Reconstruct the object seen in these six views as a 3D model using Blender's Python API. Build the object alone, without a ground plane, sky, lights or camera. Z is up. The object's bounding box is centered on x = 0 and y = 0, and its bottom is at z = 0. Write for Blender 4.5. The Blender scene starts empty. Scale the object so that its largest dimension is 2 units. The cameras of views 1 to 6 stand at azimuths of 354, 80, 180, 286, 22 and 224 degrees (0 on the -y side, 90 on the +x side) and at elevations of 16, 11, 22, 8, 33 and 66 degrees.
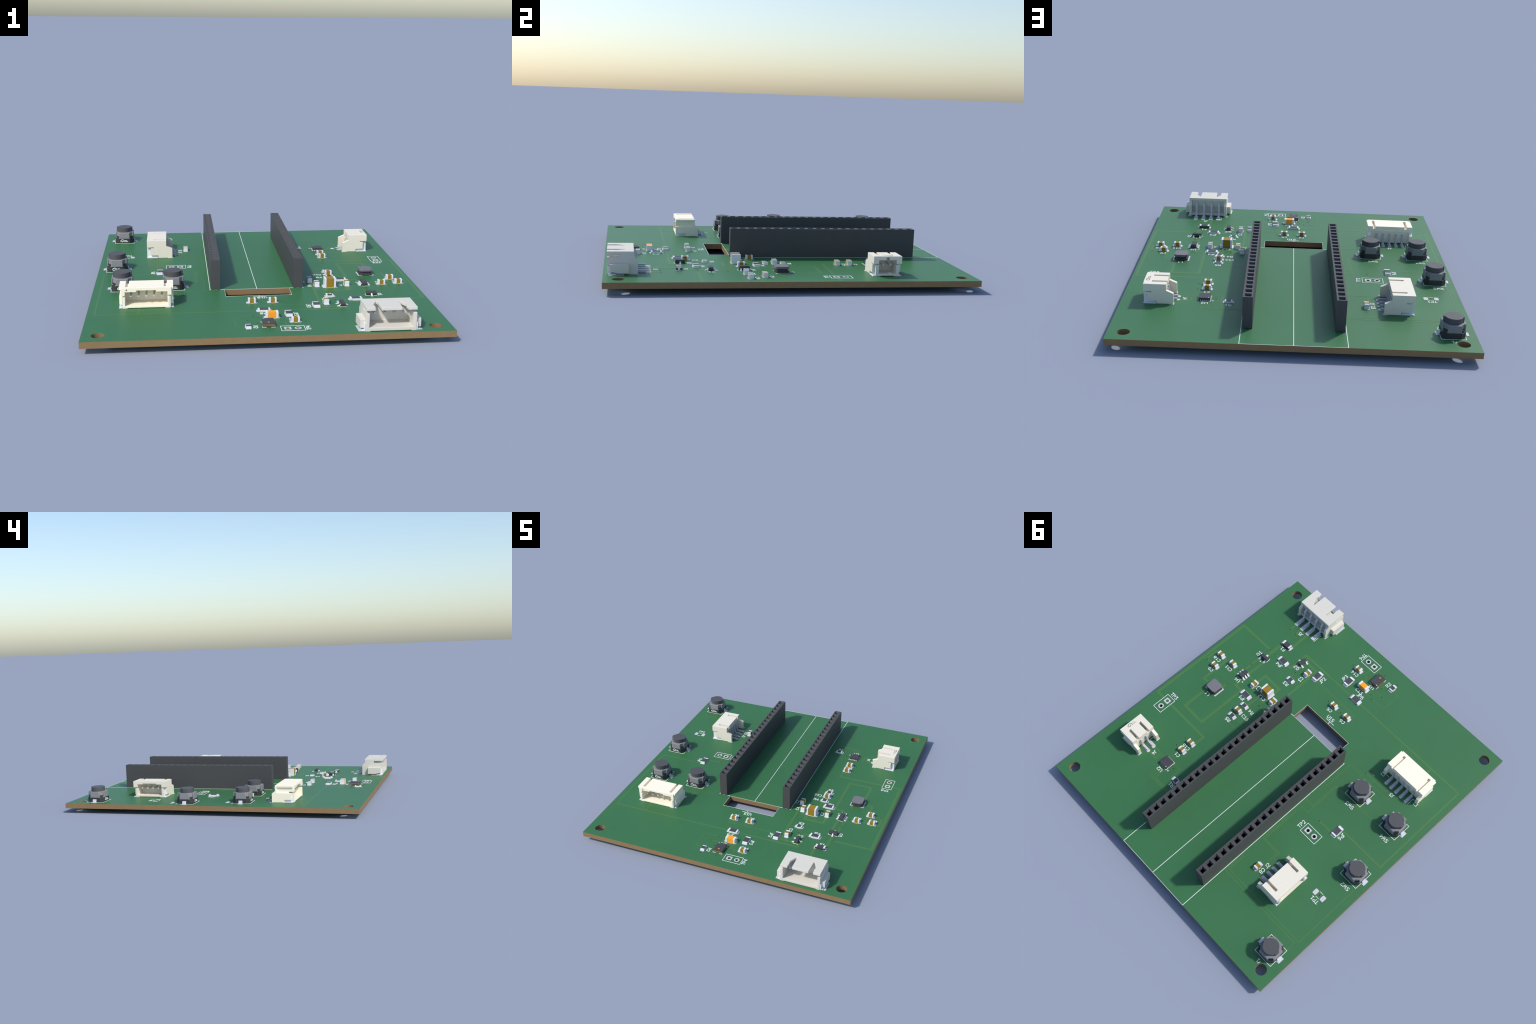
"""Microcontroller carrier board: a 90 x 100 mm green circuit board with two long
socket strips, four white cable connectors, four push buttons and small SMD parts.
All part sizes below are in millimetres of the real thing; 1 mm = 0.02 m in the scene."""
import bpy, bmesh, math
from mathutils import Vector

S = 0.02                 # metres per millimetre
ZT = 0.0642              # world height of the board's top face
TH = 1.62                # board thickness, mm
BX, BY = 45.0, 50.0      # half sizes of the board
PI = math.pi

# ---------------------------------------------------------------- materials
def material(name, col, rough=0.5, spec=0.35, vary=0.03, metallic=0.0, scale=60.0):
    m = bpy.data.materials.new(name)
    m.use_nodes = True
    nt = m.node_tree
    b = nt.nodes["Principled BSDF"]
    b.inputs["Roughness"].default_value = rough
    b.inputs["Specular IOR Level"].default_value = spec
    b.inputs["Metallic"].default_value = metallic
    tc = nt.nodes.new("ShaderNodeTexCoord")
    nz = nt.nodes.new("ShaderNodeTexNoise")
    nz.inputs["Scale"].default_value = scale
    nz.inputs["Detail"].default_value = 3.0
    rp = nt.nodes.new("ShaderNodeValToRGB")
    rp.color_ramp.elements[0].position = 0.3
    rp.color_ramp.elements[1].position = 0.7
    lo = [max(0.0, c * (1 - vary)) for c in col]
    hi = [min(1.0, c * (1 + vary)) for c in col]
    rp.color_ramp.elements[0].color = (*lo, 1)
    rp.color_ramp.elements[1].color = (*hi, 1)
    nt.links.new(tc.outputs["Object"], nz.inputs["Vector"])
    nt.links.new(nz.outputs["Fac"], rp.inputs["Fac"])
    nt.links.new(rp.outputs["Color"], b.inputs["Base Color"])
    return m

M = dict(
    mask=material("solder_mask_green", (0.041, 0.157, 0.060), 0.45, 0.38, 0.02, scale=6),
    trace=material("mask_over_copper", (0.068, 0.184, 0.056), 0.45, 0.38, 0.02),
    fr4=material("glass_epoxy_brown", (0.257, 0.168, 0.080), 0.7, 0.2, 0.05, scale=40),
    silk=material("white_ink", (0.80, 0.84, 0.82), 0.6, 0.2, 0.02),
    pad=material("tinned_pad", (0.55, 0.585, 0.635), 0.4, 0.5, 0.03),
    tin=material("tin_terminal", (0.73, 0.76, 0.79), 0.45, 0.5, 0.03),
    lead=material("tin_lead", (0.52, 0.53, 0.57), 0.35, 0.5, 0.03),
    hdr=material("black_header_plastic", (0.066, 0.066, 0.068), 0.55, 0.35, 0.04),
    hole=material("socket_dark", (0.006, 0.006, 0.007), 0.7, 0.1),
    chip=material("black_epoxy", (0.060, 0.060, 0.066), 0.5, 0.35, 0.05),
    resist=material("resistor_film", (0.068, 0.066, 0.074), 0.45, 0.35, 0.05),
    alumina=material("white_ceramic", (0.72, 0.76, 0.76), 0.6, 0.3, 0.02),
    tan=material("capacitor_tan", (0.300, 0.180, 0.018), 0.5, 0.35, 0.04),
    orange=material("capacitor_orange", (0.93, 0.36, 0.020), 0.5, 0.35, 0.03),
    cream=material("cream_nylon", (0.95, 0.875, 0.70), 0.55, 0.3, 0.015),
    ivory=material("ivory_nylon", (0.79, 0.735, 0.615), 0.55, 0.3, 0.015),
    ash=material("ash_white_nylon", (0.66, 0.632, 0.555), 0.55, 0.3, 0.015),
    key=material("button_charcoal", (0.078, 0.078, 0.083), 0.5, 0.4, 0.04),
    keybase=material("switch_base_black", (0.038, 0.040, 0.041), 0.5, 0.35, 0.04),
    keybody=material("switch_body_grey", (0.225, 0.230, 0.235), 0.5, 0.35, 0.03),
    ferrite=material("ferrite_grey", (0.172, 0.172, 0.186), 0.6, 0.3, 0.05),
    core=material("ferrite_dark", (0.055, 0.055, 0.058), 0.6, 0.3, 0.05),
    copper=material("copper_wire", (0.55, 0.16, 0.08), 0.4, 0.5),
    gold=material("gold_plate", (0.62, 0.38, 0.03), 0.35, 0.5, 0.05),
    viadisc=material("via_disc_brown", (0.045, 0.022, 0.011), 0.8, 0.1),  # for the solid discs that cap the drilled vias
    ink=material("dark_print", (0.10, 0.10, 0.11), 0.6, 0.2),
    paleink=material("pale_print", (0.42, 0.42, 0.42), 0.6, 0.2),
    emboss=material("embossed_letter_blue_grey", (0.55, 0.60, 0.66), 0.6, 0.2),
)

# ---------------------------------------------------------------- mesh builder
class Builder:
    """Collects simple solids (sizes in mm) into one mesh."""
    def __init__(self):
        self.v, self.f, self.m, self.mats = [], [], [], []

    def slot(self, mat):
        if mat not in self.mats:
            self.mats.append(mat)
        return self.mats.index(mat)

    def add(self, verts, faces, mat):
        o = len(self.v)
        self.v += [tuple(p) for p in verts]
        s = self.slot(mat)
        for f in faces:
            self.f.append([i + o for i in f])
            self.m.append(s)

    def box(self, x0, x1, y0, y1, z0, z1, mat):
        self.prism([(x0, y0), (x1, y0), (x1, y1), (x0, y1)], z0, z1, mat)

    def prism(self, poly, z0, z1, mat, top=None):
        """extrude a counter-clockwise outline; `top` is an optional other outline"""
        top = top or poly
        n = len(poly)
        vs = [(x, y, z0) for x, y in poly] + [(x, y, z1) for x, y in top]
        fs = [list(range(n - 1, -1, -1)), list(range(n, 2 * n))]
        fs += [[i, (i + 1) % n, n + (i + 1) % n, n + i] for i in range(n)]
        self.add(vs, fs, mat)

    def prism_x(self, poly, x0, x1, mat):
        """extrude a (y, z) outline along x"""
        n = len(poly)
        vs = [(x0, y, z) for y, z in poly] + [(x1, y, z) for y, z in poly]
        fs = [list(range(n - 1, -1, -1)), list(range(n, 2 * n))]
        fs += [[i, (i + 1) % n, n + (i + 1) % n, n + i] for i in range(n)]
        self.add(vs, fs, mat)

    def cyl(self, cx, cy, r, z0, z1, mat, n=32):
        self.prism(circle(cx, cy, r, n), z0, z1, mat)

    def ring(self, outer, inner, z0, z1, mat):
        """flat washer between two outlines with equal point counts"""
        n = len(outer)
        vs = [(x, y, z1) for x, y in outer] + [(x, y, z1) for x, y in inner]
        vs += [(x, y, z0) for x, y in outer] + [(x, y, z0) for x, y in inner]
        fs = []
        for i in range(n):
            j = (i + 1) % n
            fs.append([i, j, n + j, n + i])
            fs.append([2 * n + i, 2 * n + j, j, i])
            fs.append([n + i, n + j, 3 * n + j, 3 * n + i])
        self.add(vs, fs, mat)

    def strip(self, pts, w, z0, z1, mat, closed=False, cap=True):
        """raised ribbon along a flat polyline: mitred corners, round ends"""
        n = len(pts)
        P = [Vector(p) for p in pts]
        L, R = [], []
        for i in range(n):
            a = P[i - 1] if (i > 0 or closed) else None
            c = P[(i + 1) % n] if (i < n - 1 or closed) else None
            d1 = (P[i] - a).normalized() if a is not None else None
            d2 = (c - P[i]).normalized() if c is not None else None
            d1 = d1 or d2
            d2 = d2 or d1
            n1, n2 = Vector((-d1.y, d1.x)), Vector((-d2.y, d2.x))
            m = n1 + n2
            m = n1 if m.length < 1e-6 else m.normalized()
            k = (w / 2) / max(0.45, m.dot(n1))
            L.append(P[i] + m * k)
            R.append(P[i] - m * k)
        out = []
        if closed:
            self.ring([tuple(p) for p in R], [tuple(p) for p in L], z0, z1, mat)
            return
        def fan(c, d):
            if not cap:
                return []
            a0 = math.atan2(d.y, d.x) - PI / 2
            return [(c.x + w / 2 * math.cos(a0 + PI * k / 5), c.y + w / 2 * math.sin(a0 + PI * k / 5)) for k in range(1, 5)]
        e = fan(P[-1], (P[-1] - P[-2]).normalized())
        s = fan(P[0], (P[0] - P[1]).normalized())
        nl, ne, ns = n, len(e), len(s)
        top = [tuple(p) for p in R] + e + [tuple(p) for p in reversed(L)] + s
        N = len(top)
        vs = [(x, y, z1) for x, y in top] + [(x, y, z0) for x, y in top]
        fs = []
        for i in range(n - 1):
            fs.append([i, i + 1, n + ne + (n - 2 - i), n + ne + (n - 1 - i)])
        if cap:
            fs.append([n - 1] + list(range(n, n + ne + 1)))
            fs.append([n + ne + n - 1] + list(range(2 * n + ne, N)) + [0])
        fs += [[N + i, N + (i + 1) % N, (i + 1) % N, i] for i in range(N)]
        self.add(vs, fs, mat)

    def lead(self, prof, w, t, cx, mat):
        """bent metal strip: (y, z) centre line, width w along x at cx, thickness t"""
        n = len(prof)
        P = [Vector(p) for p in prof]
        up, dn = [], []
        for i in range(n):
            d1 = (P[i] - P[i - 1]).normalized() if i else (P[1] - P[0]).normalized()
            d2 = (P[i + 1] - P[i]).normalized() if i < n - 1 else d1
            n1, n2 = Vector((-d1.y, d1.x)), Vector((-d2.y, d2.x))
            m = (n1 + n2).normalized()
            k = t / 2 / max(0.4, m.dot(n1))
            up.append(P[i] + m * k)
            dn.append(P[i] - m * k)
        vs = []
        for i in range(n):
            for q in (up[i], dn[i]):
                vs += [(cx - w / 2, q.x, q.y), (cx + w / 2, q.x, q.y)]
        fs = [[0, 1, 3, 2], [4 * n - 4, 4 * n - 2, 4 * n - 1, 4 * n - 3]]
        for i in range(n - 1):
            a, b = 4 * i, 4 * i + 4
            fs += [[a, b, b + 1, a + 1], [a + 2, a + 3, b + 3, b + 2], [a, a + 2, b + 2, b], [a + 1, b + 1, b + 3, a + 3]]
        self.add(vs, fs, mat)

    def mesh(self, name, bevel=0.0, bevel_angle=30, remap=None):
        me = bpy.data.meshes.new(name)
        vs = [remap(p) for p in self.v] if remap else self.v
        me.from_pydata([(x * S, y * S, z * S) for x, y, z in vs], [], self.f)
        for k in self.mats:
            me.materials.append(M[k])
        me.polygons.foreach_set("material_index", self.m)
        bm = bmesh.new()
        bm.from_mesh(me)
        bmesh.ops.recalc_face_normals(bm, faces=bm.faces)
        if bevel:
            lim = math.radians(bevel_angle)
            es = [e for e in bm.edges if len(e.link_faces) == 2 and e.calc_face_angle(0) > lim]
            bmesh.ops.bevel(bm, geom=es, offset=bevel * S, segments=2, profile=0.6, affect='EDGES', clamp_overlap=True)
        bm.to_mesh(me)
        bm.free()
        me.validate()
        return me

def circle(cx, cy, r, n=32, a0=0.0):
    return [(cx + r * math.cos(a0 + 2 * PI * i / n), cy + r * math.sin(a0 + 2 * PI * i / n)) for i in range(n)]

def square_like(cx, cy, h, n=32):
    """n points round a square, in step with circle()"""
    out = []
    for i in range(n):
        a = 2 * PI * i / n
        k = h / max(abs(math.cos(a)), abs(math.sin(a)))
        out.append((cx + k * math.cos(a), cy + k * math.sin(a)))
    return out

def round_rect(cx, cy, hx, hy, r, k=4):
    out = []
    for sx, sy, a0 in ((1, -1, -PI / 2), (1, 1, 0), (-1, 1, PI / 2), (-1, -1, PI)):
        for i in range(k + 1):
            a = a0 + PI / 2 * i / k
            out.append((cx + sx * (hx - r) + r * math.cos(a), cy + sy * (hy - r) + r * math.sin(a)))
    return out

def chamfer_square(h, c):
    return [(h, -h + c), (h, h - c), (h - c, h), (-h + c, h), (-h, h - c), (-h, -h + c), (-h + c, -h), (h - c, -h)]

scene = bpy.context.scene.collection
root = bpy.data.objects.new("circuit_board_assembly", None)
root.empty_display_size = 0.2
scene.objects.link(root)
root["label"] = "green circuit board with black socket strips and white connectors"
root["category"] = "circuit board"

def place(name, me, parent=None, x=0.0, y=0.0, z=None, rot=0.0, local=False):
    """a part on the board's top face (mm), or a sub-part in its parent's own frame"""
    ob = bpy.data.objects.new(name, me)
    scene.objects.link(ob)
    ob.parent = parent or root
    if local:
        ob.location = (x * S, y * S, (z or 0.0) * S)
    else:
        ob.location = (x * S, y * S, ZT + (z or 0.0) * S)
    ob.rotation_euler = (0, 0, rot)
    return ob

def carve(me, cutter, name, bevel=0.0):
    """cut one mesh out of another and hand back the result"""
    a = bpy.data.objects.new("tmp_a", me)
    b = bpy.data.objects.new("tmp_b", cutter)
    scene.objects.link(a)
    scene.objects.link(b)
    md = a.modifiers.new("cut", 'BOOLEAN')
    md.object = b
    md.operation = 'DIFFERENCE'
    md.solver = 'EXACT'
    md.use_self = True
    if bevel:
        bv = a.modifiers.new("bev", 'BEVEL')
        bv.width = bevel * S
        bv.segments = 1
        bv.limit_method = 'ANGLE'
        bv.angle_limit = math.radians(35)
    dg = bpy.context.evaluated_depsgraph_get()
    out = bpy.data.meshes.new_from_object(a.evaluated_get(dg))
    out.name = name
    bpy.data.objects.remove(a)
    bpy.data.objects.remove(b)
    return out

# ---------------------------------------------------------------- layout tables (mm)
HOLES = [(41, 46), (-41, 46), (41, -46), (-41, -46)]
VIAS = [(42.5, -7.9), (33, -12.5), (31.6, -16.9), (31.55, -6.4), (24, -11.55), (31.6, -25), (29.2, -25),
        (19.9, -25), (32.75, -35), (30.25, -35), (9.5, -40.5), (5.5, -25.5), (0, -25.5), (0, -45.25),
        (-5, -45.6), (-2.6, -40.9), (-1.87, -37), (-3.17, -36), (-4.75, -38.75), (18.25, -26.25),
        (26, 15.5), (26, 19), (20.5, 24.75), (16.1, 27.95), (-19.6, -16.5), (-20.4, -18), (-18.45, -10.5),
        (-32.5, -10.5), (-37.45, -20.15), (-35, 8), (-34.5, 40.5), (-21, 26), (-21, 28), (-37, 20),
        (-21, 4.4), (-13.03, -2.6), (-13.2, -0.1), (18, -2.4), (23.1, -8)]
BIG_VIAS = [(19, -8.5)]
SLOT = (-8.97, 8.97, -19.75, -13.97)
HEADER_X = 11.43
HEADER_Y0 = 13.9 - 21 * 1.27          # first socket
PITCH = 2.54
HEADER_PINS = [(sx * HEADER_X, HEADER_Y0 + i * PITCH) for sx in (1, -1) for i in range(22)]
# two-pin test points: square pin, round pin
TEST_PINS = [((39.53, 11.26), (39.53, 13.8)), ((4.46, -45), (7.0, -45)), ((-20.95, 8.9), (-23.49, 8.9))]

# ---------------------------------------------------------------- the board itself
b = Builder()
b.box(-BX, BX, -BY, BY, -TH, 0, "fr4")
plate = b.mesh("plate")
c = Builder()
for x, y in HOLES:
    c.cyl(x, y, 1.6, -5, 5, "fr4", 48)
for x, y in VIAS:
    c.cyl(x, y, 0.15, -5, 5, "fr4", 10)
for x, y in BIG_VIAS:
    c.cyl(x, y, 0.22, -5, 5, "fr4", 12)
for pair in TEST_PINS:
    for x, y in pair:
        c.cyl(x, y, 0.5, -5, 5, "fr4", 32)
c.box(SLOT[0], SLOT[1], SLOT[2], SLOT[3], -5, 5, "fr4")
board_me = carve(plate, c.mesh("cut"), "board")
board_me.materials.clear()
board_me.materials.append(M["fr4"])
board_me.materials.append(M["mask"])
for p in board_me.polygons:
    p.material_index = 1 if abs(p.normal.z) > 0.5 else 0
board = place("board", board_me)

# ---------------------------------------------------------------- copper traces under the mask
TRACES = [  # width, corner points
    (0.75, [(31.6, -25), (44, -25), (44, 11.3), (22.45, 11.3), (22.45, 15.4)]),
    (0.75, [(41.4, -12), (42.85, -12), (42.85, -8), (40, -8)]),
    (0.75, [(39.6, -12), (38, -12), (38, -2.5), (35, -2.5)]),
    (0.85, [(34.55, -1), (34.55, 8.3), (26.75, 8.3), (26.75, -8.1), (29.45, -8.1), (29.45, -11.4)]),
    (0.75, [(31.6, -3.5), (31.6, -6.4)]),
    (0.5, [(29, -13.45), (25.5, -13.45)]),
    (0.85, [(25.5, -13.4), (25.5, -17.2), (19.05, -17.2), (19.05, -13.5)]),
    (0.7, [(21.35, -5), (21.35, -10.15), (19, -10.15), (19, -13)]),
    (0.5, [(19, -13.45), (17, -13.45)]),
    (0.35, [(19, -8.5), (15.5, -8.5)]),
    (0.75, [(15.6, -9.5), (15.6, -30.2)]),
    (0.25, [(18, -22), (15.6, -22)]),
    (0.75, [(24, -25), (22.1, -25), (22.1, -32), (12, -32)]),
    (0.5, [(12, -32), (1.4, -32)]),
    (0.5, [(-1.4, -32), (-43, -32), (-43, 1.55), (-27, 1.55)]),
    (0.5, [(-21, 4.4), (-27, 4.4)]),
    (0.5, [(-32, -32), (-32, -26)]),
    (0.75, [(20, -30.2), (14.2, -30.2)]),
    (0.25, [(14, -27.9), (-3.5, -27.9), (-3.5, -25.6)]),
    (0.25, [(2.05, -27.9), (2.05, -25.6)]),
    (0.25, [(6.1, -33.5), (6.1, -32)]),
    (0.25, [(6, -36.5), (6, -40.55), (3, -40.55), (3, -37.3)]),
    (0.25, [(4.46, -45), (4.46, -40.55)]),
    (0.25, [(4, -45), (1.9, -45), (1.4, -44)]),
    (0.25, [(-1.2, -40.2), (-2.2, -38.8), (-4.75, -38.75)]),
    (0.25, [(-1, -42), (-2.6, -42), (-2.6, -40.9)]),
    (0.25, [(-3.17, -36), (-8, -36), (-8, -42.7), (-5, -42.7)]),
    (0.25, [(0, -37), (-1.87, -37)]),
    (0.5, [(30, 26.5), (26.9, 26.5), (26.9, 24.75)]),
    (0.25, [(26.8, 24.8), (24.8, 24.8)]),
    (0.5, [(30, 24.2), (28, 24.2)]),
    (0.25, [(28, 24.2), (24.8, 24.2)]),
    (0.25, [(24.2, 23.4), (24.2, 19)]),
    (0.25, [(23.2, 23.4), (23.2, 21.55), (22.5, 21.55), (22.5, 19)]),
    (0.25, [(22, 23.5), (19, 23.5), (19, 27), (18, 27)]),
    (0.25, [(23.8, 26.7), (23.8, 31.3), (11.4, 31.3)]),
    (0.25, [(22.9, 26.7), (22.9, 30.85), (11.4, 30.85)]),
    (0.25, [(22.1, 26.7), (22.1, 30.4), (11.4, 30.4)]),
    (0.25, [(21.1, 0.2), (21.1, 2.2), (11.4, 2.2)]),
    (0.25, [(21, -0.2), (18.5, -0.2), (18.5, -2.4)]),
    (0.25, [(-11.4, 10.05), (-13.75, 10.05), (-13.75, 20.15), (-19.9, 20.15), (-19.9, 23.9), (-22, 23.9)]),
    (0.25, [(-11.4, 7.5), (-14.25, 7.5), (-14.25, 19.75), (-20.35, 19.75), (-20.35, 22), (-22.5, 22)]),
    (0.25, [(-11.4, 27.8), (-14, 27.8), (-14, 33.45), (-42.6, 33.45), (-42.6, 8)]),
    (0.25, [(-11.4, 30.35), (-13.45, 30.35), (-13.45, 34.45), (-41.9, 34.45), (-41.9, 40.5)]),
    (0.25, [(-11.4, -5.15), (-14.55, -5.15), (-14.55, -15), (-30, -15), (-30, -18.6)]),
    (0.25, [(-19.6, -16.55), (-28, -16.55), (-28, -18.6)]),
    (0.25, [(-20.4, -18), (-26, -18)]),
    (0.25, [(-11.4, 2.45), (-16.3, 2.45), (-16.3, -6.7), (-27, -6.7)]),
    (0.25, [(-11.4, 5), (-16.8, 5), (-16.8, -7.2), (-40.05, -7.2), (-40.05, -10)]),
    (0.75, [(32.75, -35), (32.75, -38)]),
    (0.75, [(30.25, -35), (30.25, -38)]),
    (0.95, [(27.4, -38), (27.4, -30)]),
    (0.95, [(30.5, -30), (30.5, -23)]),
    (0.85, [(29.5, -20.3), (29.5, -13.6)]),
    (0.6, [(31.55, -20.3), (31.55, -13.6)]),
    (0.35, [(34.6, -11), (31.6, -11)]),
    (0.5, [(34.6, -12.5), (33, -12.5)]),
    (0.3, [(19.9, -22), (19.9, -25)]),
    (0.3, [(24, -11.6), (25.5, -11.6)]),
    (0.3, [(24.4, 15.5), (26, 15.5)]),
    (0.3, [(24.4, 19), (26, 19)]),
    (0.3, [(4, -25.5), (5.5, -25.5)]),
    (0.3, [(-1.5, -25.5), (0, -25.5)]),
    (0.3, [(8, -40.5), (9.5, -40.5)]),
    (0.3, [(24.1, -25), (29.2, -25)]),
]
for i, (w, pts) in enumerate(TRACES):
    t = Builder()
    t.strip(pts, w, -0.01, 0.012 + 0.0012 * (i % 9), "trace")
    place("copper_trace", t.mesh("copper_trace"), board, 0, 0, 0, local=True)
t = Builder()
for x, y in VIAS:
    t.ring(circle(x, y, 0.33, 20), circle(x, y, 0.18, 20), -0.01, 0.026, "trace")
for x, y in BIG_VIAS:
    t.ring(circle(x, y, 0.50, 20), circle(x, y, 0.24, 20), -0.01, 0.026, "trace")
for x, y in VIAS:
    t.cyl(x, y, 0.19, -0.01, 0.030, "viadisc", 12)  # added dark disc over each via, standing in for the hole traces cover
for x, y in BIG_VIAS:
    t.cyl(x, y, 0.25, -0.01, 0.030, "viadisc", 14)
vr = place("via_ring", t.mesh("via_ring"), board, 0, 0, 0, local=True)
vr["kind"] = "stuff"

# ---------------------------------------------------------------- white lettering (single-stroke alphabet)
def arc(cx, cy, rx, ry, a0, a1, n=8):
    return [(cx + rx * math.cos(math.radians(a0 + (a1 - a0) * i / n)), cy + ry * math.sin(math.radians(a0 + (a1 - a0) * i / n))) for i in range(n + 1)]

BOWL = [(0, 0), (0, 1), (0.36, 1)] + arc(0.36, 0.76, 0.24, 0.24, 75, -90, 6) + [(0, 0.52)]
GLYPH = {
    'C': [arc(0.36, 0.5, 0.36, 0.5, 48, 312, 10)],
    'R': [BOWL, [(0.3, 0.5), (0.62, 0)]],
    'P': [BOWL],
    'J': [[(0.42, 1), (0.42, 0.28)] + arc(0.2, 0.26, 0.22, 0.26, -10, -125, 6)],
    'T': [[(0, 1), (0.64, 1)], [(0.32, 0.97), (0.32, 0)]],
    'L': [[(0, 1), (0, 0), (0.48, 0)]],
    'U': [[(0, 1), (0, 0.28)] + arc(0.32, 0.28, 0.32, 0.28, 195, 345, 6) + [(0.64, 0.28), (0.64, 1)]],
    'Q': [arc(0.36, 0.5, 0.36, 0.5, 90, 440, 14), [(0.42, 0.22), (0.76, -0.12)]],
    'O': [arc(0.36, 0.5, 0.36, 0.5, 90, 440, 14)],
    'F': [[(0.52, 1), (0, 1), (0, 0)], [(0.03, 0.52), (0.4, 0.52)]],
    'W': [[(0, 1), (0.2, 0), (0.4, 0.72), (0.6, 0), (0.8, 1)]],
    'S': [arc(0.32, 0.75, 0.3, 0.25, 35, 235, 7) + arc(0.32, 0.26, 0.32, 0.26, 60, -145, 8)],
    'E': [[(0.5, 1), (0, 1), (0, 0), (0.5, 0)], [(0.03, 0.52), (0.4, 0.52)]],
    'D': [[(0, 0), (0, 1), (0.26, 1)] + arc(0.26, 0.5, 0.38, 0.5, 75, -75, 8) + [(0.26, 0), (0.06, 0)]],
    'A': [[(0, 0), (0.34, 1), (0.68, 0)], [(0.14, 0.3), (0.54, 0.3)]],
    '0': [arc(0.3, 0.5, 0.3, 0.5, 90, 440, 14), [(0.16, 0.3), (0.44, 0.7)]],
    '1': [[(0.06, 0.78), (0.28, 1), (0.28, 0.06)], [(0.04, 0), (0.54, 0)]],
    '2': [arc(0.3, 0.72, 0.3, 0.28, 150, -30, 7) + [(0, 0), (0.6, 0)]],
    '3': [[(0.02, 1), (0.56, 1), (0.28, 0.6)] + arc(0.28, 0.3, 0.32, 0.3, 80, -150, 9)],
    '4': [[(0.46, 0.02), (0.46, 0.98), (0, 0.32), (0.66, 0.32)]],
    '5': [[(0.54, 1), (0.08, 1), (0.04, 0.54)] + arc(0.28, 0.32, 0.32, 0.32, 115, -150, 9)],
    '6': [[(0.5, 1), (0.26, 0.9), (0.06, 0.62)] + arc(0.3, 0.3, 0.3, 0.3, 170, -170, 12)],
    '7': [[(0, 1), (0.6, 1), (0.2, 0)]],
    '8': [arc(0.3, 0.76, 0.25, 0.24, -80, 260, 12), arc(0.3, 0.26, 0.3, 0.26, 100, 440, 12)],
    '9': [[(0.1, 0), (0.34, 0.1), (0.54, 0.38)] + arc(0.3, 0.7, 0.3, 0.3, -10, 330, 12)],
}

def write(bld, text, size, w, mat, x=0.0, y=0.0, z0=-0.01, z1=0.03, gap=0.25, wide=1.06):
    """centre a word of stroked letters on (x, y); strokes differ a hair in height"""
    adv = [max(p[0] for s in GLYPH[ch] for p in s) for ch in text]
    total = sum(adv) + gap * (len(text) - 1)
    cx, k = -total / 2, 0
    for ch, a in zip(text, adv):
        for st in GLYPH[ch]:
            bld.strip([(x + (cx + px) * size * wide, y + (py - 0.5) * size) for px, py in st], w, z0, z1 + 0.0015 * (k % 7), mat)
            k += 1
        cx += a + gap

LABELS = [  # word, centre x, y, turn in degrees
    ("C10", 40.5, -10.2, 0), ("C9", 39, -6.15, 0), ("C11", 35.45, -10.55, 0), ("L1", 33.1, 0.45, 0),
    ("U4", 30.45, -9.72, 0), ("Q1", 32.9, -21.4, 270), ("F1", 29, -28.1, 0), ("JP4", 25.5, -23.25, 0),
    ("JP1", 24.55, -6.4, 0), ("C7", 23.7, -12.5, 90), ("C12", 20.5, -11.05, 0), ("R4", 19.05, -5.1, 0),
    ("C16", 18.8, -2.5, 180), ("R5", 22, 1.8, 0), ("R3", 19.1, -20.05, 0), ("Q2", 21, -26.5, 0),
    ("C3", 17.05, -24.6, 90), ("JP2", 12.05, -29.3, 270), ("JP3", 7.9, -35.1, 270), ("TP4", 9.55, -45, 90),
    ("C14", 6.95, -38.7, 0), ("C13", 1.5, -35.1, 180), ("JP5", 0, -34.05, 180), ("C5", 3.05, -23.6, 0),
    ("C6", -2.45, -23.6, 0), ("U1S", 0.68, -21.7, 180), ("R2", -3.2, -43.5, 270), ("U3", -0.1, -38.95, 0),
    ("J4", 28.6, 25.55, 90), ("U2", 23.3, 27.95, 0), ("C1", 23.4, 20.95, 0), ("C15", 23.5, 17.4, 0),
    ("R1", 17.05, 28.7, 0), ("TP3", 39.35, 8.6, 180), ("J3", -29.95, -17.05, 0), ("SW3", -23.65, -5.55, 0),
    ("SW4", -37.65, -5.5, 0), ("JP6", -28.9, 3.1, 90), ("SW2", -40.15, 12.95, 0), ("TP1", -37.05, 21.95, 0),
    ("TP2", -18.2, 8.9, 270), ("J5", 29.1, -36.2, 0), ("C8", -20.8, 26.95, 90), ("J2", -20.7, 24.85, 270),
    ("C2", 13.55, -8.85, 90), ("C4", 15.0, -12.5, 90),
]
for word, x, y, deg in LABELS:
    t = Builder()
    write(t, word, 1.02, 0.165, "silk", z1=0.045)
    place("printed_label", t.mesh("printed_label"), board, x, y, 0, math.radians(deg), local=True)
# the fourth button's label is drilled away by the mounting hole: only its end is left
t = Builder()
t.strip([(-38.78, 45.23), (-38.56, 45.45), (-38.56, 44.5)], 0.16, -0.01, 0.045, "silk")
t.strip([(-38.82, 44.45), (-38.32, 44.45)], 0.16, -0.01, 0.047, "silk")
t.strip([(-39.1, 45.45), (-39.3, 44.72)], 0.16, -0.01, 0.045, "silk")
place("printed_label", t.mesh("printed_label"), board, 0, 0, 0, local=True)

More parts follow.
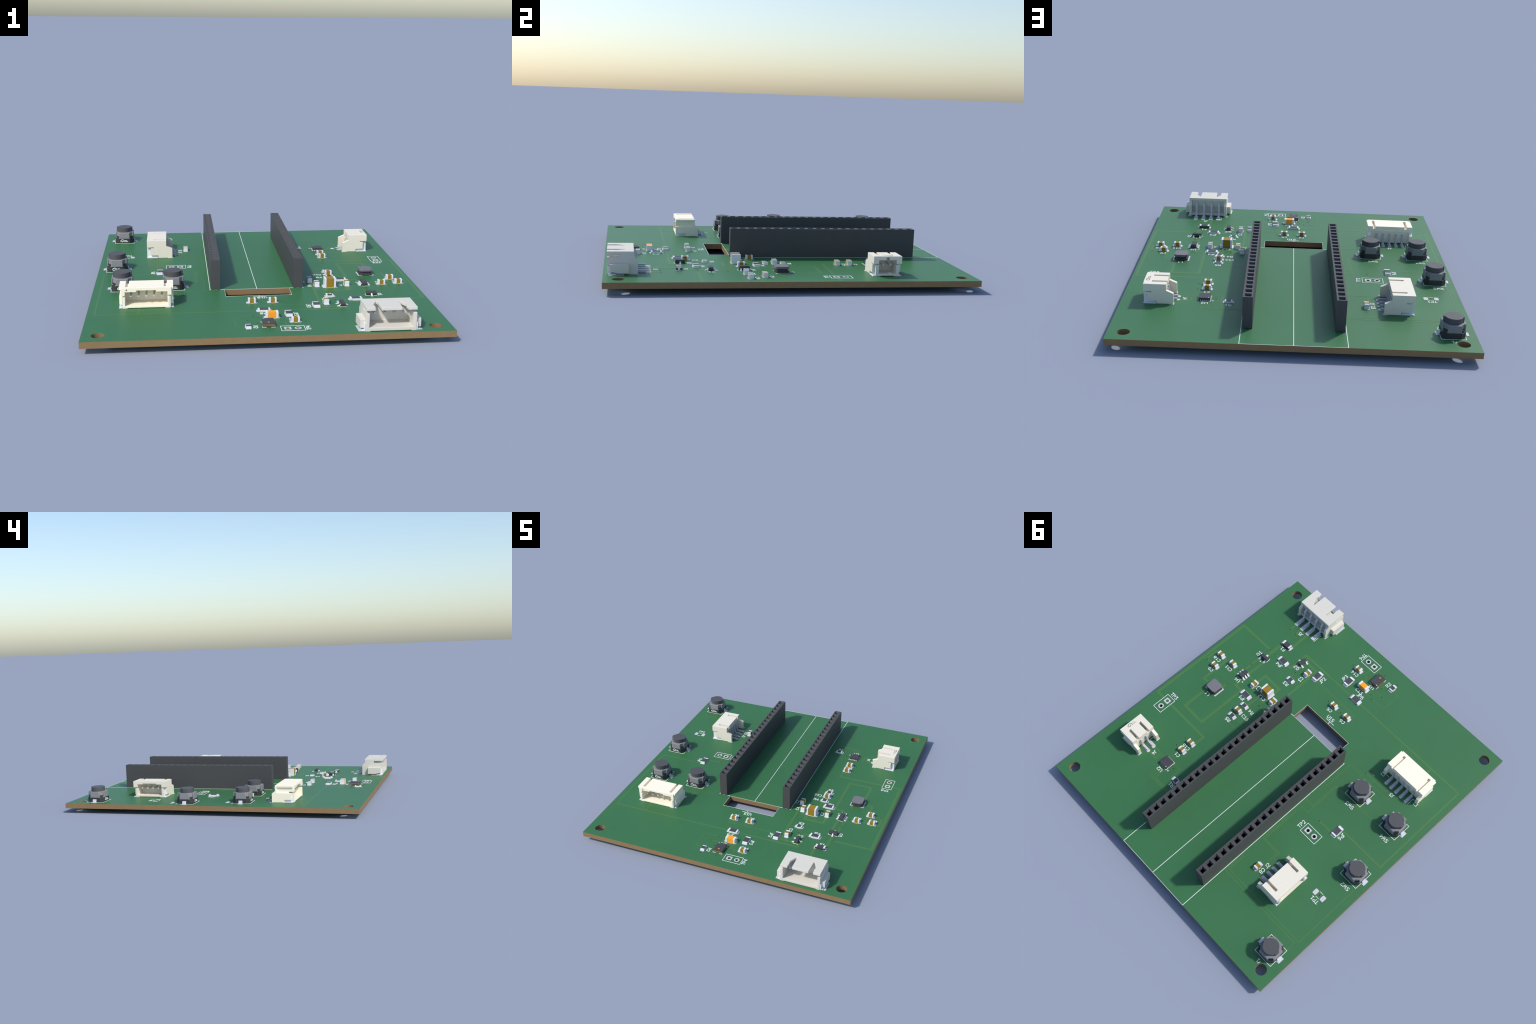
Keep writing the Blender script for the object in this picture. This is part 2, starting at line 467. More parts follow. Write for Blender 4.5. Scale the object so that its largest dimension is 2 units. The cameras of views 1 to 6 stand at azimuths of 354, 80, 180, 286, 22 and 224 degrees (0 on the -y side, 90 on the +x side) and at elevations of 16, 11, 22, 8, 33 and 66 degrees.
# ---------------------------------------------------------------- printed outlines
def outline(lines, w=0.13, name="printed_outline"):
    t = Builder()
    for i, ln in enumerate(lines):
        closed = ln[0] == ln[-1] and len(ln) > 2
        t.strip(ln[:-1] if closed else ln, w, -0.01, 0.040 + 0.0012 * (i % 5), "silk", closed=closed)
    return place(name, t.mesh(name), board, 0, 0, 0, local=True)

def rect(x0, x1, y0, y1):
    return [(x0, y0), (x1, y0), (x1, y1), (x0, y1), (x0, y0)]

# module outline between and around the socket strips, with the centre line
outline([[(-12.98, 49.93), (-12.98, -14.0)], [(12.98, -14.0), (12.98, 49.93)], [(0, -13.9), (0, 49.9)],
         [(9.1, -13.93), (12.9, -13.93)], [(-12.9, -13.93), (-9.1, -13.93)],
         [(1.6, -20.75), (-1.6, -20.75)], [(0, -20.7), (0, -19.9)]], 0.15)
# thin print line that runs along the rim of the slot
outline([[(-9.0, -14.1), (-9.0, -19.78), (9.0, -19.78), (9.0, -14.1)], [(-8.9, -13.92), (8.9, -13.92)]], 0.06)
outline([[(-12.9, 49.95), (12.9, 49.95)]], 0.08)
for (ax, ay), (bx, by) in TEST_PINS:
    cx, cy = (ax + bx) / 2, (ay + by) / 2
    lx, ly = (1.63, 2.9) if ax == bx else (2.9, 1.63)
    outline([rect(cx - lx, cx + lx, cy - ly, cy + ly)])
outline([[(-36.45, 19.1), (-37.55, 19.1)], [(-36.45, 20.9), (-37.55, 20.9)]])
for x0, x1, y0, y1 in ((-23.9, -22.85, -20.6, -19.65), (-37.15, -36.1, -20.6, -19.65)):
    outline([[(x0, y0), (x0, y1), (x1, y1), (x1, y0)]])
outline([[(-24.2, -20.75), (-25.2, -20.75)], [(-35, -18.4), (-35, -20.75), (-36, -20.75)]])
outline([[(32.4, 21.35), (31.1, 21.35), (31.1, 22.5), (32.8, 22.5), (32.8, 23.8), (30.2, 23.8)],
         [(32.2, 29.6), (31.1, 29.6), (31.1, 28.5), (32.2, 28.5)]])
outline([[(-24.6, 18.85), (-23.05, 18.85), (-23.05, 19.95), (-24.2, 19.95)], [(-24.2, 28.75), (-21.8, 28.75)],
         [(-24, 31.15), (-23.05, 31.15), (-23.05, 30.05)]])
outline([[(24.3, -40.6), (24.3, -37.4)], [(23.2, -40.85), (22.55, -40.85), (22.55, -43.2)],
         [(34.9, -40.85), (35.5, -40.85), (35.5, -43.2)]])

def triangle_mark(x, y, deg, s=0.32):
    t = Builder()
    t.prism(circle(0, 0, s, 3), -0.01, 0.042, "silk")
    place("printed_mark", t.mesh("printed_mark"), board, x, y, 0, math.radians(deg), local=True)
triangle_mark(30.5, -19.7, 180)
triangle_mark(28.75, -10.4, 90)
triangle_mark(21.2, 26.45, 90)

def pad_on(bld, cx, cy, hx, hy, r):
    """tinned pad inside a slightly larger mask opening that shows bare board"""
    e = 0.05
    bld.prism(round_rect(cx, cy, hx + e, hy + e, r + e), -0.01, 0.034, "fr4")
    bld.prism(round_rect(cx, cy, hx, hy, r), -0.005, 0.05, "pad")

# ---------------------------------------------------------------- pads of the test points
for (ax, ay), (bx, by) in TEST_PINS:
    t = Builder()
    t.ring(square_like(ax, ay, 0.90), circle(ax, ay, 0.51), -0.01, 0.034, "fr4")
    t.ring(circle(bx, by, 0.90), circle(bx, by, 0.51), -0.01, 0.034, "fr4")
    t.ring(square_like(ax, ay, 0.85), circle(ax, ay, 0.502), -0.01, 0.05, "pad")
    t.ring(circle(bx, by, 0.85), circle(bx, by, 0.502), -0.01, 0.05, "pad")
    for px, py in ((ax, ay), (bx, by)):
        t.ring(circle(px, py, 0.85), circle(px, py, 0.502), -TH - 0.05, -TH + 0.01, "pad")
    place("test_pad", t.mesh("test_pad"), board, 0, 0, 0, local=True)
for x in (-35.58, -38.42):
    t = Builder()
    pad_on(t, 0, 0, 0.60, 0.86, 0.25)
    place("test_pad", t.mesh("test_pad"), board, x, 20, 0, local=True)

# ---------------------------------------------------------------- two-terminal chips
def pad_pair(px, hx, hy):
    t = Builder()
    for s in (-1, 1):
        pad_on(t, s * px, 0, hx, hy, 0.25)
    return t.mesh("solder_pad")

def end_cap(L, W, H, band, over=0.03):
    """metal cap over one end of a chip, inner edge slightly bowed as dipped metal is"""
    t = Builder()
    x0, x1, h = L / 2 - band, L / 2, W / 2 + over
    t.prism([(x0 + 0.05, -h), (x1, -h), (x1, h), (x0 + 0.05, h), (x0, h * 0.5), (x0, -h * 0.5)], 0.055, H + over, "tin")
    return t.mesh("terminal", 0.05)

def chip_marks(W, half):
    t = Builder()
    for s in (-1, 1):
        t.strip([(-half, s * (W / 2 + 0.14)), (half, s * (W / 2 + 0.14))], 0.13, -0.01, 0.041, "silk")
    return t.mesh("printed_outline")

def make_chip_family(L, W, H, band, body_mat, top_mat, pad):
    t = Builder()
    t.box(-L / 2 + 0.04, L / 2 - 0.04, -W / 2 + 0.02, W / 2 - 0.02, 0.06, H - (0.05 if top_mat else 0.0), body_mat)
    body = t.mesh("body", 0.02)
    film = None
    if top_mat:
        t = Builder()
        t.box(-L / 2 + band * 0.8, L / 2 - band * 0.8, -W / 2 + 0.02, W / 2 - 0.02, H - 0.06, H + 0.005, top_mat)
        film = t.mesh("resistive_film")
    return dict(body=body, film=film, cap=end_cap(L, W, H - (0.02 if top_mat else 0), band), pads=pad_pair(*pad), marks=chip_marks(W, L / 2 - band - 0.1))

def put_chip(fam, name, x, y, rot):
    ob = place(name, fam["body"], None, x, y, 0, rot)
    if fam["film"]:
        place("resistive_film", fam["film"], ob, local=True)
    place("terminal", fam["cap"], ob, local=True)
    place("terminal", fam["cap"], ob, rot=PI, local=True)
    place("solder_pad", fam["pads"], ob, local=True)
    place("printed_outline", fam["marks"], ob, local=True)
    return ob

CAP = make_chip_family(2.0, 1.25, 1.25, 0.52, "tan", None, (0.97, 0.52, 0.72))
CAP_BIG = make_chip_family(3.2, 2.5, 2.6, 0.58, "tan", None, (1.5, 0.58, 1.36))
CAP_ORANGE = make_chip_family(3.2, 1.6, 1.6, 0.62, "orange", None, (1.48, 0.57, 0.9))
RES = make_chip_family(2.0, 1.25, 0.50, 0.40, "alumina", "resist", (0.95, 0.52, 0.70))
LINK = make_chip_family(3.2, 1.6, 0.57, 0.52, "alumina", "resist", (1.46, 0.56, 0.88))

H90 = PI / 2
for x, y, r in [(40.5, -12, 0), (39, -8, 0), (35.5, -12.5, 0), (25.5, -12.5, H90), (17, -12.5, H90), (22.05, -2.55, 0),
                (17, -27.5, H90), (7, -40.5, 0), (3.05, -25.5, 0), (-2.5, -25.5, 0), (23.45, 15.45, 0), (23.4, 19, 0),
                (-19, 26.95, H90), (15.5, -8.8, H90)]:
    put_chip(CAP, "ceramic_capacitor", x, y, r)
put_chip(CAP_BIG, "large_ceramic_capacitor", 20.5, -13.45, 0)
put_chip(CAP_ORANGE, "orange_capacitor", 1.5, -37, 0)
for x, y, r in [(22, -5.1, 0), (22, 0, 0), (19, -22, 0), (-5, -43.5, H90), (17.05, 26.85, 0)]:
    put_chip(RES, "chip_resistor", x, y, r)
for x, y, r in [(25.5, -25, 0), (24.55, -8.05, 0), (14.1, -29.1, H90), (6.05, -35.1, H90), (0.05, -32.05, 0), (-26.95, 3, H90)]:
    put_chip(LINK, "jumper_resistor", x, y, r)

# fuse: black slab, plated ends with a half-round notch showing black
t = Builder()
t.box(-1.6, 1.6, -0.8, 0.8, 0.06, 0.78, "chip")
fuse = place("chip_fuse", t.mesh("chip_fuse", 0.02), None, 29.0, -30, 0)
t = Builder()
t.prism([(1.02, -0.74), (1.58, -0.74), (1.58, -0.2), (1.45, 0), (1.58, 0.2), (1.58, 0.74), (1.02, 0.74)], 0.75, 0.83, "tin")
t.box(1.56, 1.64, -0.32, 0.32, 0.055, 0.7, "tin")
cap = t.mesh("terminal")
place("terminal", cap, fuse, local=True)
place("terminal", cap, fuse, rot=PI, local=True)
place("solder_pad", pad_pair(1.5, 0.55, 0.88), fuse, local=True)

# ---------------------------------------------------------------- gull-wing packages
def moulded(hx, hy, z0, z1, mat, draft=0.14):
    t = Builder()
    zm = (z0 + z1) / 2
    full = [(hx, -hy), (hx, hy), (-hx, hy), (-hx, -hy)]
    small = [(x * (1 - draft / hx), y * (1 - draft / hy)) for x, y in full]
    vs = [(x, y, z0) for x, y in small] + [(x, y, zm) for x, y in full] + [(x, y, z1) for x, y in small]
    fs = [[3, 2, 1, 0], [8, 9, 10, 11]]
    for k in (0, 4):
        fs += [[k + i, k + (i + 1) % 4, k + 4 + (i + 1) % 4, k + 4 + i] for i in range(4)]
    t.add(vs, fs, mat)
    return t

def gull(span, w, zc):
    """one lead that leaves the body towards +y"""
    t = Builder()
    t.lead([(span - 0.95, zc), (span - 0.62, zc), (span - 0.42, 0.13), (span, 0.13)], w, 0.14, 0, "tin")
    return t.mesh("lead", 0.02)

def put_package(name, x, y, rot, hx, hy, h, leads, span, w, pad):
    ob = place(name, moulded(hx, hy, 0.12, h, "chip").mesh(name, 0.03), None, x, y, 0, rot)
    g = gull(span, w, h * 0.5)
    p = Builder()
    pad_on(p, 0, span - 0.15, pad[0], pad[1], 0.2)
    pm = p.mesh("solder_pad")
    for lx, side in leads:
        r = 0 if side > 0 else PI
        place("lead", g, ob, lx, 0, 0, r, local=True)
        place("solder_pad", pm, ob, lx, 0, 0, r, local=True)
    return ob

put_package("transistor", 30.5, -21.5, 0, 1.46, 0.66, 1.05, [(-0.97, 1), (0.97, 1), (0, -1)], 1.28, 0.42, (0.33, 0.46))
put_package("transistor", 21.0, -29.1, H90, 1.46, 0.66, 1.05, [(-0.97, 1), (0.97, 1), (0, -1)], 1.28, 0.42, (0.33, 0.46))
put_package("regulator_chip", 30.45, -12.35, -H90, 1.50, 0.80, 1.25,
            [(k * 0.97, s) for k in (-1, 0, 1) for s in (1, -1)], 1.5, 0.46, (0.33, 0.36))
outline([[(28.95, -22.2), (28.95, -20.9)], [(29, -22.35), (29.9, -22.35)], [(31.1, -22.35), (32, -22.35)],
         [(20.1, -27.4), (21.7, -27.4)], [(20.1, -30.75), (21.8, -30.75)],
         [(29.7, -10.65), (31.2, -10.65)], [(29.7, -14.05), (31.2, -14.05)]])

# flat square chip with pads on four sides
t = Builder()
t.box(-1.5, 1.5, -1.5, 1.5, 0.06, 0.85, "chip")
qfn = place("flat_chip", t.mesh("flat_chip", 0.03), None, 23.45, 25.05, 0)
t = Builder()
pad_on(t, 1.48, 0, 0.33, 0.14, 0.1)
t.box(1.40, 1.512, -0.11, 0.11, 0.05, 0.26, "tin")
edge_pad = t.mesh("solder_pad")
for side in range(4):
    for k in range(5):
        off = (k - 2) * 0.5
        a = side * H90
        place("solder_pad", edge_pad, qfn, -math.sin(a) * off, math.cos(a) * off, 0, a, local=True)
t = Builder()
t.cyl(0, 0, 0.13, 0.84, 0.862, "silk", 12)
place("pin_mark", t.mesh("pin_mark"), qfn, -1.1, 1.1, 0, local=True)
outline([[(21.75, 24.0), (21.75, 23.35), (22.3, 23.35)], [(21.75, 26.1), (21.75, 26.75), (22.3, 26.75)]])

# sensor module: circuit-board sandwich with a gold-ringed port
t = Builder()
t.box(-1.5, 1.5, -2.0, 2.0, 0.10, 0.98, "chip")
mic = place("sensor_module", t.mesh("sensor_module", 0.02), None, 0, -41.95, 0)
t = Builder()
t.box(-1.515, 1.515, -2.015, 2.015, 0.34, 0.40, "gold")
t.box(-1.515, 1.515, -2.015, 2.015, 0.62, 0.68, "gold")
place("gold_layer", t.mesh("gold_layer"), mic, local=True)
t = Builder()
t.ring(circle(0, -1.0, 0.27, 24), circle(0, -1.0, 0.10, 24), 0.97, 1.0, "gold")
t.cyl(0, -1.0, 0.10, 0.97, 0.985, "chip", 16)
place("sound_port", t.mesh("sound_port"), mic, local=True)
t = Builder()
t.strip([(-0.85, 1.72), (-1.2, 1.72)], 0.16, 0.97, 0.99, "silk")
place("pin_mark", t.mesh("pin_mark"), mic, local=True)
t = Builder()
for sx in (-1, 1):
    for yy in (-1.7, 1.7):
        t.prism(round_rect(sx * 1.1, yy, 0.55, 0.5, 0.12), -0.01, 0.06, "pad")
t.box(-1.3, 1.3, -1.8, 1.8, 0.055, 0.11, "tin")
place("solder_pad", t.mesh("solder_pad"), mic, local=True)

# inductor: bobbin with a top flange, dark core and a foot flange on two wide pads
t = Builder()
flange = [(1.90, -1.58), (1.90, 1.58), (1.55, 1.60), (1.25, 1.88), (-1.25, 1.88), (-1.55, 1.60), (-1.90, 1.58),
          (-1.90, -1.58), (-1.55, -1.60), (-1.25, -1.88), (1.25, -1.88), (1.55, -1.60)]
t.prism(flange, 1.22, 1.82, "ferrite")
ind = place("inductor", t.mesh("inductor", 0.06), None, 33.0, -2.5, 0)
t = Builder()
t.prism(round_rect(0, 0, 1.55, 1.45, 0.6), 0.5, 1.23, "core")
place("inductor_core", t.mesh("inductor_core"), ind, local=True)
t = Builder()
t.prism([(x * 1.02, y * 1.0) for x, y in flange], 0.06, 0.55, "core")
place("inductor_foot", t.mesh("inductor_foot", 0.04), ind, local=True)
t = Builder()
for s in (-1, 1):
    pad_on(t, s * 1.62, 0, 0.74, 1.87, 0.12)
place("solder_pad", t.mesh("solder_pad"), ind, local=True)
t = Builder()
for s in (-1, 1):
    t.box(s * 1.2 - 0.12, s * 1.2 + 0.12, 1.5, 1.68, 0.5, 0.72, "copper")
place("copper_wire", t.mesh("copper_wire"), ind, local=True)

# ---------------------------------------------------------------- socket strips
def socket_strip():
    t = Builder()
    hw, n = 1.25, 22
    y0 = -n * PITCH / 2
    o, q, zt, zf, zb = 0.86, 0.50, 8.5, 7.75, 2.0
    e = 0.02
    ya, yb = y0 - e, -y0 + e
    # side and end walls
    for sx in (-1, 1):
        t.add([(sx * hw, ya, 0.03), (sx * hw, yb, 0.03), (sx * hw, yb, zt), (sx * hw, ya, zt)], [[0, 1, 2, 3]], "hdr")
    for yy in (ya, yb):   # ends have a small arch at the foot
        out = [(-hw, 0.03), (-0.45, 0.03), (-0.3, 0.2), (0.3, 0.2), (0.45, 0.03), (hw, 0.03), (hw, zt), (-hw, zt)]
        t.add([(x, yy, z) for x, z in out], [list(range(8))], "hdr")
    t.add([(-hw, ya, 0.03), (hw, ya, 0.03), (hw, yb, 0.03), (-hw, yb, 0.03)], [[0, 1, 2, 3]], "hdr")
    for i in range(n):
        c = y0 + (i + 0.5) * PITCH
        lo = ya if i == 0 else c - PITCH / 2
        hi = yb if i == n - 1 else c + PITCH / 2
        A = [(-hw, lo), (hw, lo), (hw, hi), (-hw, hi)]
        B = [(-o, c - o), (o, c - o), (o, c + o), (-o, c + o)]
        C = [(-q, c - q), (q, c - q), (q, c + q), (-q, c + q)]
        vs = [(x, y, zt) for x, y in A] + [(x, y, zt) for x, y in B] + [(x, y, zf) for x, y in C]
        t.add(vs, [[k, (k + 1) % 4, 4 + (k + 1) % 4, 4 + k] for k in range(4)] +
              [[4 + k, 4 + (k + 1) % 4, 8 + (k + 1) % 4, 8 + k] for k in range(4)], "hdr")
        vs = [(x, y, zf) for x, y in C] + [(x, y, zb) for x, y in C]
        t.add(vs, [[k, (k + 1) % 4, 4 + (k + 1) % 4, 4 + k] for k in range(4)] + [[4, 5, 6, 7]], "hole")
    me = bpy.data.meshes.new("socket_strip")
    me.from_pydata([(x * S, y * S, z * S) for x, y, z in t.v], [], t.f)
    for k in t.mats:
        me.materials.append(M[k])
    me.polygons.foreach_set("material_index", t.m)
    bm = bmesh.new()
    bm.from_mesh(me)
    bmesh.ops.remove_doubles(bm, verts=bm.verts, dist=1e-5)
    bmesh.ops.recalc_face_normals(bm, faces=bm.faces)
    bm.to_mesh(me)
    bm.free()
    return me

strip_me = socket_strip()
t = Builder()
t.box(-0.32, 0.32, -0.32, 0.32, -2.95, 0.5, "lead")
tip = [(-0.32, -0.32), (0.32, -0.32), (0.32, 0.32), (-0.32, 0.32)]
t.prism([(x * 0.45, y * 0.45) for x, y in tip], -ZT / S, -2.949, "lead", tip)
pin_me = t.mesh("pin")
t = Builder()
t.ring(circle(0, 0, 0.85, 24), square_like(0, 0, 0.33, 24), -TH - 0.05, -TH + 0.01, "pad")
ring_me = t.mesh("solder_pad")
for sx in (1, -1):
    ob = place("socket_strip", strip_me, None, sx * HEADER_X, 13.9, 0)
    for i in range(22):
        yy = (i - 10.5) * PITCH
        place("pin", pin_me, ob, 0, yy, 0, local=True)
        place("solder_pad", ring_me, ob, 0, yy, 0, local=True)

# ---------------------------------------------------------------- maker's mark: cloud with two tiny lines of print
def cloud_mark(bld, x, y, s, mat, line_mat, w):
    pts = arc(-0.28, 0.05, 0.30, 0.30, 250, 110, 6) + arc(0.02, 0.22, 0.30, 0.26, 140, 25, 6) + arc(0.36, 0.02, 0.24, 0.26, 75, -70, 6)
    bld.strip([(x + px * s, y + py * s) for px, py in pts], w, -0.01, 0.02, mat)
    bld.strip([(x + px * s, y + py * s) for px, py in [(-0.34, -0.23), (-0.05, -0.26), (0.1, -0.08), (0.24, 0.0)]], w * 0.9, -0.01, 0.022, mat)
    bld.strip([(x + px * s, y + py * s) for px, py in [(-0.02, -0.3), (0.06, -0.05)]], w * 0.8, -0.01, 0.024, mat)
    lw = w * 0.42
    for row, (yy, n) in enumerate(((0.16, 5), (-0.2, 7))):      # rows too fine to read: tick strokes
        for k in range(n):
            px = x + (0.85 + k * 0.15) * s
            hgt = 0.13 if (k + row) % 2 else 0.09
            bld.strip([(px - 0.04 * s, y + (yy - hgt) * s), (px - 0.03 * s, y + (yy + hgt) * s), (px + 0.035 * s, y + (yy + 0.03) * s)],
                      lw, -0.01, 0.02 + 0.001 * (k % 3), line_mat)

# ---------------------------------------------------------------- push buttons
t = Builder()
t.prism(chamfer_square(2.98, 1.15), 0.06, 1.60, "keybase")
sw_base = t.mesh("push_button", 0.04)
cut = Builder()
d = (2.93 - 1.35 / 2) * math.sqrt(2)          # distance of the corner faces from the axis
for k in range(4):
    a = PI / 4 + k * H90
    u, v = (math.cos(a), math.sin(a)), (-math.sin(a), math.cos(a))
    P = lambda du, dv: (u[0] * du + v[0] * dv, u[1] * du + v[1] * dv)
    cut.prism([P(d - 0.34, -0.66), P(d + 1, -0.66), P(d + 1, 0.66), P(d - 0.34, 0.66)], 1.75, 3.9, "keybody")
sw_body = Builder()
prof = [(1.50, 2.93, 1.35), (3.42, 2.88, 1.34), (3.55, 2.78, 1.31)]
vs, fs = [], []
for z, h, cc in prof:
    vs += [(x, y, z) for x, y in chamfer_square(h, cc)]
for r in (0, 8):
    fs += [[r + i, r + (i + 1) % 8, r + 8 + (i + 1) % 8, r + 8 + i] for i in range(8)]
fs += [list(range(7, -1, -1)), list(range(16, 24))]
sw_body.add(vs, fs, "keybody")
sw_body_me = carve(sw_body.mesh("switch_body"), cut.mesh("cut"), "switch_body", 0.05)
t = Builder()
for k in range(4):
    a = PI / 4 + k * H90
    u, v = (math.cos(a), math.sin(a)), (-math.sin(a), math.cos(a))
    P = lambda du, dv: (u[0] * du + v[0] * dv, u[1] * du + v[1] * dv)
    t.prism([P(d - 0.30, -0.42), P(d + 0.04, -0.42), P(d + 0.04, 0.42), P(d - 0.30, 0.42)], 1.5, 2.25, "keybase")
    t.prism([P(d - 0.33, -0.62), P(d + 0.06, -0.62), P(d + 0.06, 0.62), P(d - 0.33, 0.62)], 2.02, 2.28, "keybase")
sw_hook = t.mesh("latch_hook", 0.03)
t = Builder()
poly = []
for i in range(72):
    a = 2 * PI * i / 72
    dev = min(abs(a), abs(a - PI), abs(a - 2 * PI))
    r = 2.58 if dev < math.radians(15) else 2.28
    poly.append((r * math.cos(a), r * math.sin(a)))
t.prism(poly, 3.5, 5.0, "key")
sw_cap = t.mesh("button_cap", 0.07)
t = Builder()
t.lead([(2.9, 0.95), (3.04, 0.95), (3.3, 0.12), (3.6, 0.12)], 1.3, 0.14, 0, "pad")
sw_leg = t.mesh("lead", 0.02)
t = Builder()
pad_on(t, 0, 3.45, 0.95, 0.68, 0.05)
sw_pad = t.mesh("solder_pad")
t = Builder()
cloud_mark(t, -0.68, 0, 1.0, "silk", "silk", 0.19)
# stand the print up against the -y face of the base
sw_mark = t.mesh("printed_mark", remap=lambda p: (p[0], -2.98 - p[2], 0.80 + p[1]))
t = Builder()
t.strip(rect(-3.08, 3.08, -3.1, 3.1)[:-1], 0.13, -0.01, 0.041, "silk", closed=True)
sw_box = t.mesh("printed_outline")
for x, y in [(-23, -10.5), (-37, -10.5), (-39.5, 8), (-39, 40.5)]:
    ob = place("push_button", sw_base, None, x, y, 0)
    place("switch_body", sw_body_me, ob, local=True)
    place("latch_hook", sw_hook, ob, local=True)
    place("button_cap", sw_cap, ob, local=True)
    place("printed_mark", sw_mark, ob, local=True)
    place("printed_outline", sw_box, ob, local=True)
    for r in (H90, -H90):
        place("lead", sw_leg, ob, rot=r, local=True)
        place("solder_pad", sw_pad, ob, rot=r, local=True)

# ---------------------------------------------------------------- small side-entry cable connectors (2 mm pitch)
def small_connector(n, mat, x, y, rot, slot, slot_y, slot_z, key_half, key_z, foot=7.8, lip=False, top=5.5, seat=(1.15, 3.45)):
    """local frame: x along the pins, y from the open front (0) to the rear"""
    half = (2.0 * (n - 1) + 5.9) / 2
    t = Builder()
    f0 = -0.30 if lip else 0.0                                           # mouth stands proud of the roof corners
    t.prism_x([(f0, 0.03), (foot, 0.03), (foot, 2.95), (5.95, 3.75), (5.95, top), (f0, top)], -half, half, mat)
    c = Builder()
    c.box(-half + 0.95, half - 0.95, 5.62, 9, -1, 3.9, mat)              # gap between the rear feet
    c.box(-half + 1.5, half - 1.5, -1, 4.7, 0.70, 4.45, mat)             # mating cavity
    c.box(-key_half, key_half, -1, 4.2, 4.3, key_z, mat)                 # key way in the roof
    if lip:
        c.box(-2.55, 2.55, 5.72, 9, 4.35, 4.98, mat)                     # shallow panel in the rear wall
    c.box(-half + 2.1, half - 2.1, -1, 9, -1, 0.17, mat)                 # relief under the floor
    for s in (-1, 1):
        a, bb = sorted((s * (half - 0.02 - 1.6), s * (half + 1)))
        c.box(a, bb, -1, 1.45 if lip else 2.15, 3.0 if lip else 3.16, 3.5 if lip else 3.42, mat)                          # slit beside the roof
        a, bb = sorted((s * (half - 0.92), s * (half + 1)))
        c.prism_x([(-1, -1), (seat[1], -1), (seat[1], 0.88), (seat[0], 0.88), (seat[0], 3.19), (-1, 3.19)], a, bb, mat)  # seat of the metal tab
        if lip:                                                          # long groove along each side wall
            a, bb = sorted((s * (half - 0.45), s * (half + 1)))
            c.box(a, bb, -1, 5.4, 3.15, 4.95, mat)
            c.box(a, bb, -1, 0.02, 4.5, 8, mat)
        a, bb = sorted((s * slot[0], s * slot[1]))
        c.box(a, bb, slot_y, 9, slot_z, 7, mat)                          # groove in the roof
    body = carve(t.mesh("blank"), c.mesh("cut"), "cable_connector", 0.05)
    ob = place("cable_connector", body, None, x, y, 0, rot)
    t = Builder()
    t.box(-0.25, 0.25, 0.7, 5.3, 2.80, 3.30, "lead")
    t.lead([(5.3, 3.05), (5.95, 3.05), (6.22, 0.60), (6.5, 0.30), (8.45, 0.30)], 0.5, 0.42, 0, "lead")
    pin = t.mesh("contact_pin", 0.06)
    t = Builder()
    pad_on(t, 0, 7.4, 0.5, 1.72, 0.3)
    pad = t.mesh("solder_pad")
    for i in range(n):
        px = (i - (n - 1) / 2) * 2.0
        place("contact_pin", pin, ob, px, 0, 0, local=True)
        place("solder_pad", pad, ob, px, 0, 0, local=True)
    t = Builder()
    t.box(half - 0.90, half - 0.68, 0.06 + f0, seat[0] - 0.06, 0.06, 3.0, "tin")
    t.box(half - 0.895, half - 0.69, 0.30, seat[1] - 0.06, 0.065, 0.84, "tin")
    t.box(half - 0.88, half - 0.02, 0.08, seat[1] - 0.1, 0.07, 0.28, "tin")
    tab = t.mesh("solder_tab", 0.03)
    t = Builder()
    pad_on(t, half - 0.62, 1.68, 0.75, 1.72, 0.2)
    tpad = t.mesh("solder_pad")
    for s in (0, 1):
        for nm, me in (("solder_tab", tab), ("solder_pad", tpad)):
            o = place(nm, me, ob, local=True)
            if s:
                o.scale = (-1, 1, 1)
    return ob

j3 = small_connector(5, "cream", -30, -27.3, 0, (4.56, 5.34), 0.65, 4.80, 2.55, 4.85, 7.05, True, 5.6, (0.5, 2.9))
j2 = small_connector(4, "ivory", -31.05, 25.0, -H90, (3.62, 4.42), 2.05, 4.3, 2.5, 4.75)
j4 = small_connector(2, "ivory", 38.95, 25.47, H90, (1.52, 2.30), 1.95, 4.3, 0.45, 5.15)
t = Builder()
cloud_mark(t, 0.5, 0.95, 1.2, "ink", "paleink", 0.15)
place("printed_mark", t.mesh("printed_mark", remap=lambda p: (-p[0] + 1.35, p[1] * -1 + 1.95, p[2] + 5.5)), j4, local=True)
t = Builder()
t.prism([(-0.24, -0.2), (0.24, -0.2), (0, 0.24)], -0.01, 0.02, "core")
place("pin_mark", t.mesh("pin_mark", remap=lambda p: (p[0] - 5.0, -0.30 - p[2], 5.08 + p[1])), j3, local=True)

